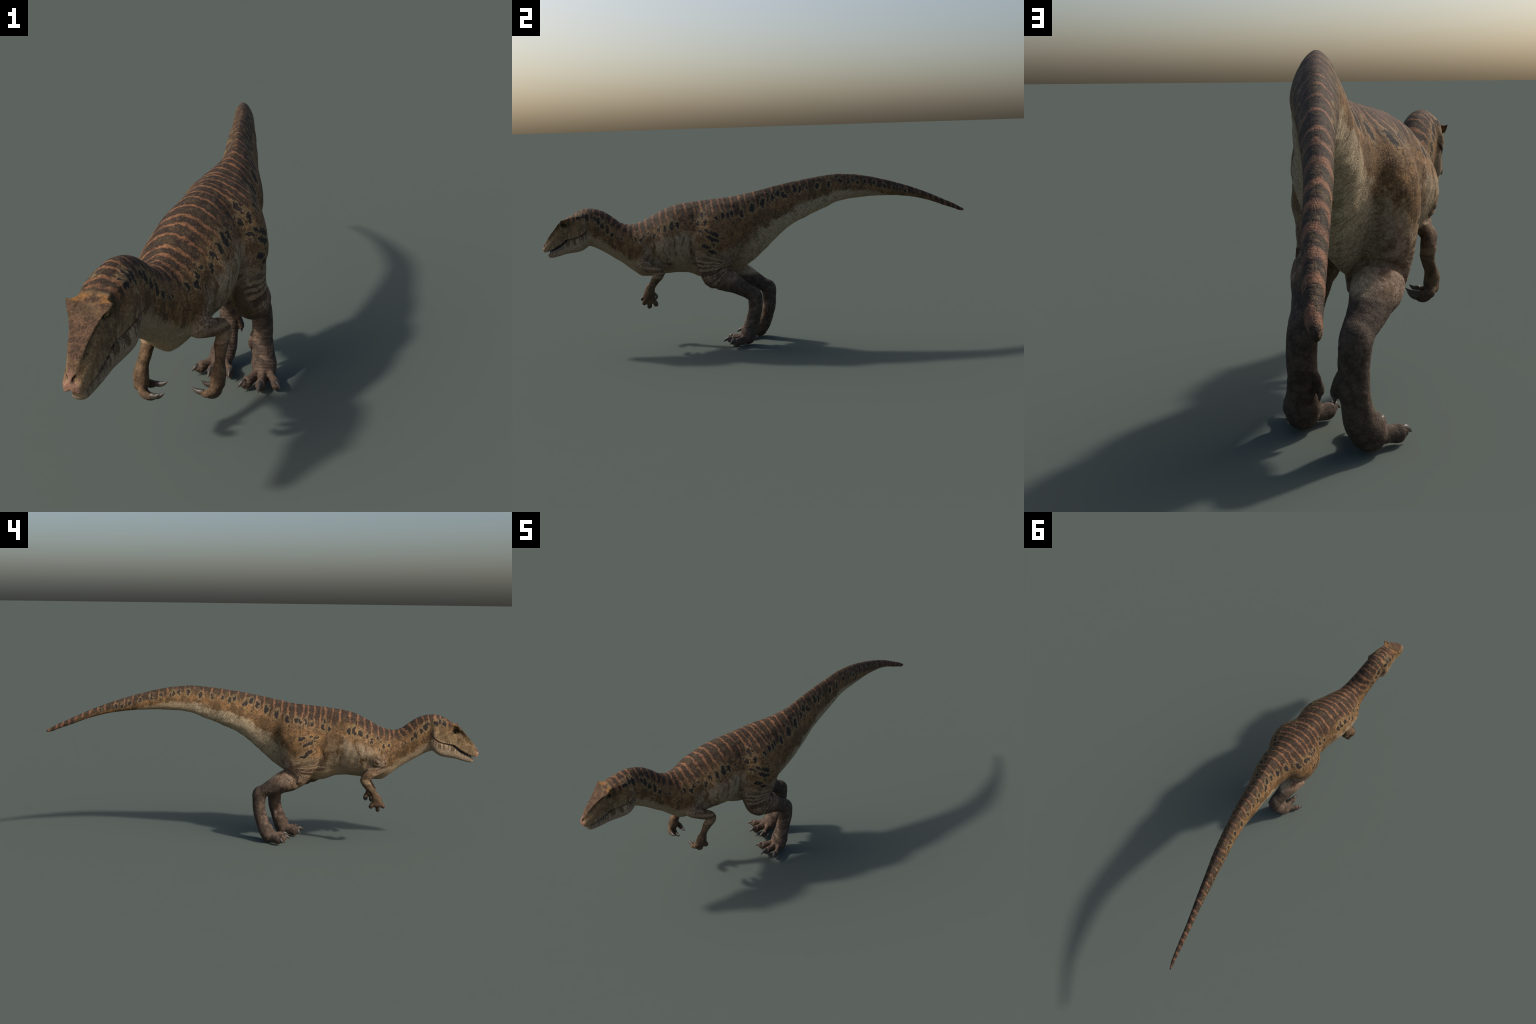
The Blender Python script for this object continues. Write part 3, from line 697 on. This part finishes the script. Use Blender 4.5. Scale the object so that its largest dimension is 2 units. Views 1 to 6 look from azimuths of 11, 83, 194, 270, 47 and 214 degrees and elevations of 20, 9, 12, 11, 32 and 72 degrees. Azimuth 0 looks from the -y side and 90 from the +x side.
    shin = T.mix(T.mul(T.step(0.085, 0.04, z), T.mul(T.step(0.15, -0.2, facing), 0.45)), shin, (0.120, 0.078, 0.056))
    axis = T.add(z, T.mul(T.add(y, T.mul(T.step(0.0, -0.01, x), -0.07)), -0.60))      # falls from knee to heel
    leg_c = T.mix(T.step(0.405, 0.350, T.add(axis, T.mul(T.sub(n1, 0.5), 0.08))), thigh, shin)
    c = T.mix(leg_zone, c, leg_c)
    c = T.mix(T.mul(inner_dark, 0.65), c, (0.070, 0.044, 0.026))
    c = T.mix(T.mul(T.step(0.47, 0.56, bars), T.mul(barz, 0.9)), c, (0.056, 0.032, 0.019))
    c = T.mix(T.mul(T.step(0.44, 0.36, bars), T.mul(barz, 0.42)), c, (0.285, 0.185, 0.108))

    # --- arms and hands
    arm_zone = T.mul(T.band(-0.63, -0.60, -0.43, -0.40, y), T.mul(T.step(0.372, 0.345, zw), T.step(0.055, 0.070, T.math("ABSOLUTE", T.add(x, 0.042)))))
    arm_zone = T.mx(arm_zone, T.mul(T.band(-0.63, -0.60, -0.43, -0.40, y), T.step(0.300, 0.285, z)))
    arm_zone = T.mx(arm_zone, T.mul(T.mul(T.band(-0.63, -0.60, -0.43, -0.40, y), T.step(0.395, 0.375, zw)), T.step(0.078, 0.090, T.math("ABSOLUTE", T.add(x, 0.042)))))
    arm = T.mix(T.step(0.35, 0.65, n2), (0.072, 0.044, 0.025), (0.145, 0.090, 0.050))
    ring = T.step(0.50, 0.60, T.noise(T.comb(T.mul(xw, 6.0), T.mul(yw, 8.0), T.mul(z, 85.0)), 1.0, 1, 0.4))
    arm = T.mix(T.mul(ring, T.mul(T.band(0.295, 0.31, 0.36, 0.385, z), 0.75)), arm, (0.260, 0.175, 0.100))
    arm = T.mix(T.step(0.212, 0.192, z), arm, (0.080, 0.052, 0.036))
    arm = T.mix(T.mul(T.mul(shm, 0.4), T.step(0.46, 0.54, T.noise(P, 42, 4, 0.6, 2.4))), arm, (0.270, 0.185, 0.125))
    c = T.mix(arm_zone, c, arm)

    # --- head
    hx = T.sub(x, T.math("MULTIPLY_ADD", y, 0.152, 0.0403))
    hy = T.add(y, T.mul(hx, 0.155))
    ht = T.math("ABSOLUTE", hx)
    on_head = T.step(-0.772, -0.792, hy)
    ly = np.r_[np.linspace(-1.0, -0.88, 15), np.linspace(-0.87, -0.77, 8)]
    lz = pchip(LIP_Y, LIP_Z, ly)[:, 0]
    rw, rz = pchip(SKULL[:, 0], SKULL[:, 2:4], ly).T
    htab = T.table(T.math("MULTIPLY_ADD", hy, 1 / 0.23, 1.0 / 0.23), (ly + 1) / 0.23, np.stack([lz, rw * 10, rz], -1))
    lipz, ridge_w, ridge_z = htab[0], T.mul(htab[1], 0.1), htab[2]
    above = T.sub(z, lipz)
    face = T.mix(T.step(0.38, 0.62, n2), (0.125, 0.078, 0.038), (0.245, 0.160, 0.080))
    face = T.mix(T.mul(T.step(0.46, 0.60, n4), 0.6), face, (0.075, 0.046, 0.024))
    hbar = T.noise(T.comb(T.mul(hx, 8.0), T.mul(T.add(hy, T.mul(T.sep(fwarp)[1], 0.012)), 140.0), T.mul(zw, 20.0)), 1.0, 3, 0.6)
    bars_lo = T.step(0.43, 0.56, hbar)
    # light bars just above the lip, dark bars hanging below it on the pale jaw
    face = T.mix(T.mul(T.mul(bars_lo, T.band(-0.002, 0.004, 0.016, 0.034, T.add(above, T.mul(T.sub(n2, 0.5), 0.02)))), T.math("MULTIPLY_ADD", T.step(-0.90, -0.86, hy), 0.45, 0.45)), face, (0.290, 0.200, 0.115))
    jaw = T.mix(n2, (0.225, 0.155, 0.095), (0.380, 0.280, 0.190))
    jaw = T.mix(T.mul(T.mul(bars_lo, T.band(-0.040, -0.022, -0.004, 0.002, T.add(above, T.mul(T.sub(n2, 0.5), 0.03)))), T.math("MULTIPLY_ADD", T.step(-0.95, -0.88, hy), 0.45, 0.42)), jaw, (0.080, 0.054, 0.027))
    hc = T.mix(T.step(-0.003, 0.003, above), jaw, face)
    roof = T.mix(T.step(0.38, 0.60, n2), (0.042, 0.025, 0.016), (0.098, 0.055, 0.031))
    vein = T.step(0.05, 0.0, T.math("ABSOLUTE", T.sub(T.noise(P, 75, 3, 0.6, 1.2), 0.5)))
    roof = T.mix(T.mul(vein, 0.6), roof, (0.150, 0.083, 0.050))
    roof = T.mix(T.mul(T.step(0.5, 0.7, n3), 0.2), roof, (0.170, 0.096, 0.060))
    over = T.mul(T.step(0.0015, -0.0015, T.sub(ht, ridge_w)), T.step(-0.009, -0.003, T.sub(z, ridge_z)))
    roof_m = T.mul(over, T.step(-0.872, -0.888, hy))
    hc = T.mix(roof_m, hc, roof)
    brow = T.mul(T.band(-0.899, -0.892, -0.878, -0.870, T.add(hy, T.mul(T.sub(n2, 0.5), 0.012))), T.step(0.555, 0.575, z))
    hc = T.mix(T.mul(brow, T.mul(T.step(0.50, 0.76, T.add(n2, T.mul(ht, 8.0))), 0.85)), hc, (0.225, 0.108, 0.034))
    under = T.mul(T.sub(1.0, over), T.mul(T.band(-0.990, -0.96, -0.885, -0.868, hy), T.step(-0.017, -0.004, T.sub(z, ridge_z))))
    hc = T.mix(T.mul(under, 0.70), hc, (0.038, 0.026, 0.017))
    ev = T.vec("MULTIPLY", T.vec("SUBTRACT", T.comb(ht, hy, z), (0.031, -0.889, 0.557)), (40, 56, 68))
    hc = T.mix(T.mul(T.step(1.15, 0.45, T.vec("LENGTH", ev)), 0.92), hc, (0.022, 0.015, 0.010))
    tip = T.step(-0.980, -0.996, T.add(hy, T.mul(T.sub(n2, 0.5), 0.02)))
    hc = T.mix(T.mul(tip, 0.8), hc, T.mix(n2, (0.210, 0.105, 0.070), (0.330, 0.185, 0.135)))
    nv_ = T.vec("MULTIPLY", T.vec("SUBTRACT", T.comb(ht, T.add(hy, T.mul(T.sub(z, 0.466), -0.45)), z), (0.0105, -0.9900, 0.4665)), (90, 420, 125))
    hc = T.mix(T.step(1.1, 0.7, T.vec("LENGTH", nv_)), hc, (0.010, 0.007, 0.006))
    hole = T.vec("MULTIPLY", T.vec("SUBTRACT", T.comb(0.0, hy, z), (0, -0.956, 0.502)), (1, 420, 420))
    hc = T.mix(T.mul(T.step(1.3, 0.8, T.vec("LENGTH", hole)), T.mul(T.step(0.012, 0.015, ht), 0.8)), hc, (0.025, 0.016, 0.012))
    seam = T.mul(T.bell(above, 0.0, 0.0022), T.band(-0.905, -0.888, -0.785, -0.772, hy))
    hc = T.mix(T.mul(seam, 0.95), hc, (0.026, 0.014, 0.010))
    gum = T.mul(T.bell(above, -0.008, 0.006), T.band(-0.815, -0.80, -0.785, -0.775, hy))
    hc = T.mix(T.mul(gum, 0.7), hc, (0.110, 0.048, 0.036))
    # crown and nape keep the stripes and blotches of the back
    nape = T.mul(T.step(-0.879, -0.866, hy), T.step(0.62, 0.74, T.add(h, T.mul(T.sub(n2, 0.5), 0.10))))
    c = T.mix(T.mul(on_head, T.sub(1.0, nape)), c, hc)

    # --- fine mottling everywhere
    g = T.add(0.40, T.add(T.mul(n3, 0.84), T.mul(grain_r, 0.34)))
    c = T.gain(c, g)
    c = T.gain(c, T.math("MULTIPLY_ADD", T.step(0.0, 0.10, grain_e), 0.22, 0.80))
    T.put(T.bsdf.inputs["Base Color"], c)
    T.put(T.bsdf.inputs["Roughness"], T.math("MULTIPLY_ADD", n2, 0.15, 0.68))
    T.bsdf.inputs["Specular IOR Level"].default_value = 0.14
    crease = T.noise(T.vec("MULTIPLY", T.comb(x, T.add(y, T.mul(z, 0.6)), T.sub(z, T.mul(y, 0.6))), (60, 150, 45)), 1.0, 3, 0.6)
    hgt = T.add(T.mul(T.step(0.0, 0.16, cell_e), 0.40), T.add(T.mul(T.step(0.0, 0.14, grain_e), 0.35), T.add(T.mul(n2, 0.7), T.mul(crease, 0.8))))
    b = T.bump(hgt, 0.50, 0.0017)
    T.put(T.bsdf.inputs["Normal"], b)
    return T.mat

def plain_material(name, dark, light, scale, rough, spec=0.5, along=None):
    T = Tree(name)
    n = T.noise(T.coord, scale, 3, 0.6)
    T.put(T.bsdf.inputs["Base Color"], T.mix(n, dark, light))
    T.bsdf.inputs["Roughness"].default_value = rough
    T.bsdf.inputs["Specular IOR Level"].default_value = spec
    T.put(T.bsdf.inputs["Normal"], T.bump(n, 0.2, 0.0008))
    return T.mat

def eye_material(centre, forward):
    """yellow-green iris ringed dark round a black pupil; the axis points out of the socket"""
    T = Tree("eye_iris")
    d = T.vec("NORMALIZE", T.vec("SUBTRACT", T.coord, tuple(centre)))
    a = T.vec("DOT_PRODUCT", d, tuple(forward))
    c = T.mix(T.step(0.78, 0.86, a), (0.012, 0.010, 0.006), T.mix(T.noise(T.coord, 500, 2), (0.09, 0.10, 0.012), (0.20, 0.19, 0.03)))
    c = T.mix(T.step(0.955, 0.965, a), c, (0.004, 0.004, 0.003))
    T.put(T.bsdf.inputs["Base Color"], c)
    T.bsdf.inputs["Roughness"].default_value = 0.12
    return T.mat

HIDE = hide_material()
CLAW = plain_material("claw_horn", (0.022, 0.017, 0.013), (0.080, 0.062, 0.046), 120, 0.45)
TOOTH = plain_material("tooth_enamel", (0.36, 0.36, 0.32), (0.55, 0.55, 0.49), 300, 0.30)
MOUTH = plain_material("mouth_lining", (0.012, 0.008, 0.007), (0.030, 0.016, 0.013), 80, 0.6, 0.3)

# ------------------------------------------------------------------ objects
col = bpy.context.collection
beast = bpy.data.objects.new("dinosaur", None)
beast["label"] = "striped brown two-legged meat-eating dinosaur striding with long tail"
beast["category"] = "dinosaur"
col.objects.link(beast)

def add(name, mesh, parent, mat, stuff=False):
    o = bpy.data.objects.new(name, mesh)
    if mat:
        mesh.materials.append(mat)
    o.parent = parent
    if stuff:
        o["kind"] = "stuff"
    col.objects.link(o)
    return o

def region(name, mask, parent):
    f = Q[mask]; used, inv = np.unique(f, return_inverse=True)
    me = bpy.data.meshes.new(name)
    me.vertices.add(len(used)); me.vertices.foreach_set("co", V[used].ravel())
    me.loops.add(f.size); me.loops.foreach_set("vertex_index", inv.ravel().astype(np.int32))
    me.polygons.add(len(f)); me.polygons.foreach_set("loop_start", np.arange(len(f), dtype=np.int32) * 4)
    me.update(calc_edges=True); me.validate()
    me.shade_smooth()
    me.normals_split_custom_set_from_vertices(N[used].tolist())
    return add(name, me, parent, HIDE)

torso = region("torso", label == 0, beast)
neck = region("neck", label == 1, beast)
head = region("head", label == 2, beast)
lower_jaw = region("lower_jaw", label == 3, beast)
tail = region("tail", label == 4, beast)
leg, foot, arm, hand = {}, {}, {}, {}
for side in (+1, -1):
    leg[side] = region("leg", (label == 5) & (sidel == side), beast)
    foot[side] = region("foot", (label == 6) & (sidel == side), leg[side])
    arm[side] = region("arm", (label == 7) & (sidel == side), beast)
    hand[side] = region("hand", (label == 8) & (sidel == side), arm[side])

def claw(name, root, tip, radius, curl, parent, flat=0.8):
    """curved tapering horn from inside the digit to its tip; curl lifts the middle"""
    root, tip = np.array(root), np.array(tip)
    start = root - (tip - root) * 0.30
    q = []
    for t, r in ((0, 0.85), (0.25, 1.0), (0.45, 0.90), (0.65, 0.68), (0.82, 0.42), (0.94, 0.18), (1.0, 0.03)):
        p = start + (tip - start) * t + np.array(curl) * math.sin(math.pi * min(1, t * 0.95 + 0.02))
        q.append((*p, radius * r * flat, radius * r))
    s = Soup(); s.loft(tube(q, steps=3, n=14, cap=False))
    me = s.mesh(name); me.shade_smooth()
    return add(name, me, parent, CLAW)

for side in (+1, -1):
    for k, toe in enumerate(TOES[side]):
        claw("toe_claw", toe[3], toe[4], 0.0088, (0, 0, 0.0045), foot[side])
    claw("toe_claw", HALLUX[side][3], HALLUX[side][4], 0.0062, (0, 0.001, 0), leg[side])
    for fg in FINGERS[side]:
        claw("finger_claw", fg[3], fg[4], 0.0080, (0, 0, -0.0055), hand[side])

for side in (+1, -1):
    c = head_place(np.array(-0.8885), side * 0.0250, 0.5520)
    out = np.array([side * 0.86, -0.50, -0.05]); out /= np.linalg.norm(out)
    s = Soup(); a = np.linspace(0, 2*np.pi, 24, endpoint=False)
    s.loft([[c + 0.0056 * np.array([math.cos(b) * math.cos(p), math.cos(b) * math.sin(p), math.sin(b)]) for p in a]
            for b in np.linspace(-1.5, 1.5, 15)])
    me = s.mesh("eye"); me.shade_smooth()
    add("eye", me, head, eye_material(c, out))

# dark lining that fills the mouth between the jaws
s = Soup(); rings = []
for y in np.linspace(-0.966, -0.872, 24):
    sk = pchip(SKULL[:, 0], SKULL[:, 1:], y)[0]; jw = pchip(JAW[:, 0], JAW[:, 1:], y)[0]
    w = max(0.004, min(sk[7], jw[1]) - 0.0065)
    zt, zb = sk[8] + 0.004, jw[2] - 0.004
    rings.append(head_place(np.full(4, y), np.array([w, w, -w, -w]), np.array([zb, zt, zt, zb])))
s.loft(rings)
add("mouth_lining", s.mesh("mouth_lining"), head, MOUTH)

# teeth: a row along each upper and lower lip
rng = np.random.default_rng(7)
def teeth(name, ys, width_of, z_of, down, parent, inset):
    s = Soup()
    for y in ys:
        for sd in (+1, -1):
            w = width_of(y) - inset
            big = 0.0038 + 0.0024 * rng.random()
            y2 = y + rng.uniform(-0.001, 0.001)
            p0 = head_place(np.array(y2), sd * w, z_of(y) - down * 0.003)
            p1 = head_place(np.array(y2 + 0.0012), sd * (w - 0.001), z_of(y) + down * big * 0.6)
            p2 = head_place(np.array(y2 + 0.0028), sd * (w - 0.0018), z_of(y) + down * big)
            s.loft(tube([(*p0, 0.0017, 0.0022), (*p1, 0.0012, 0.0016), (*p2, 0.0003, 0.0003)], steps=3, n=8, cap=False))
    me = s.mesh(name); me.shade_smooth()
    return add(name, me, parent, TOOTH, stuff=True)
skull_w = lambda y: pchip(SKULL[:, 0], SKULL[:, 8], y)[0, 0]
skull_z = lambda y: pchip(SKULL[:, 0], SKULL[:, 9], y)[0, 0] + 0.0015
jaw_w = lambda y: pchip(JAW[:, 0], JAW[:, 2], y)[0, 0]
jaw_z = lambda y: pchip(JAW[:, 0], JAW[:, 3], y)[0, 0] - 0.002
teeth("upper_teeth", np.arange(-0.986, -0.889, 0.0066), skull_w, skull_z, -1, head, 0.0062)
teeth("lower_teeth", np.arange(-0.964, -0.893, 0.0070), jaw_w, jaw_z, 1, lower_jaw, 0.0070)
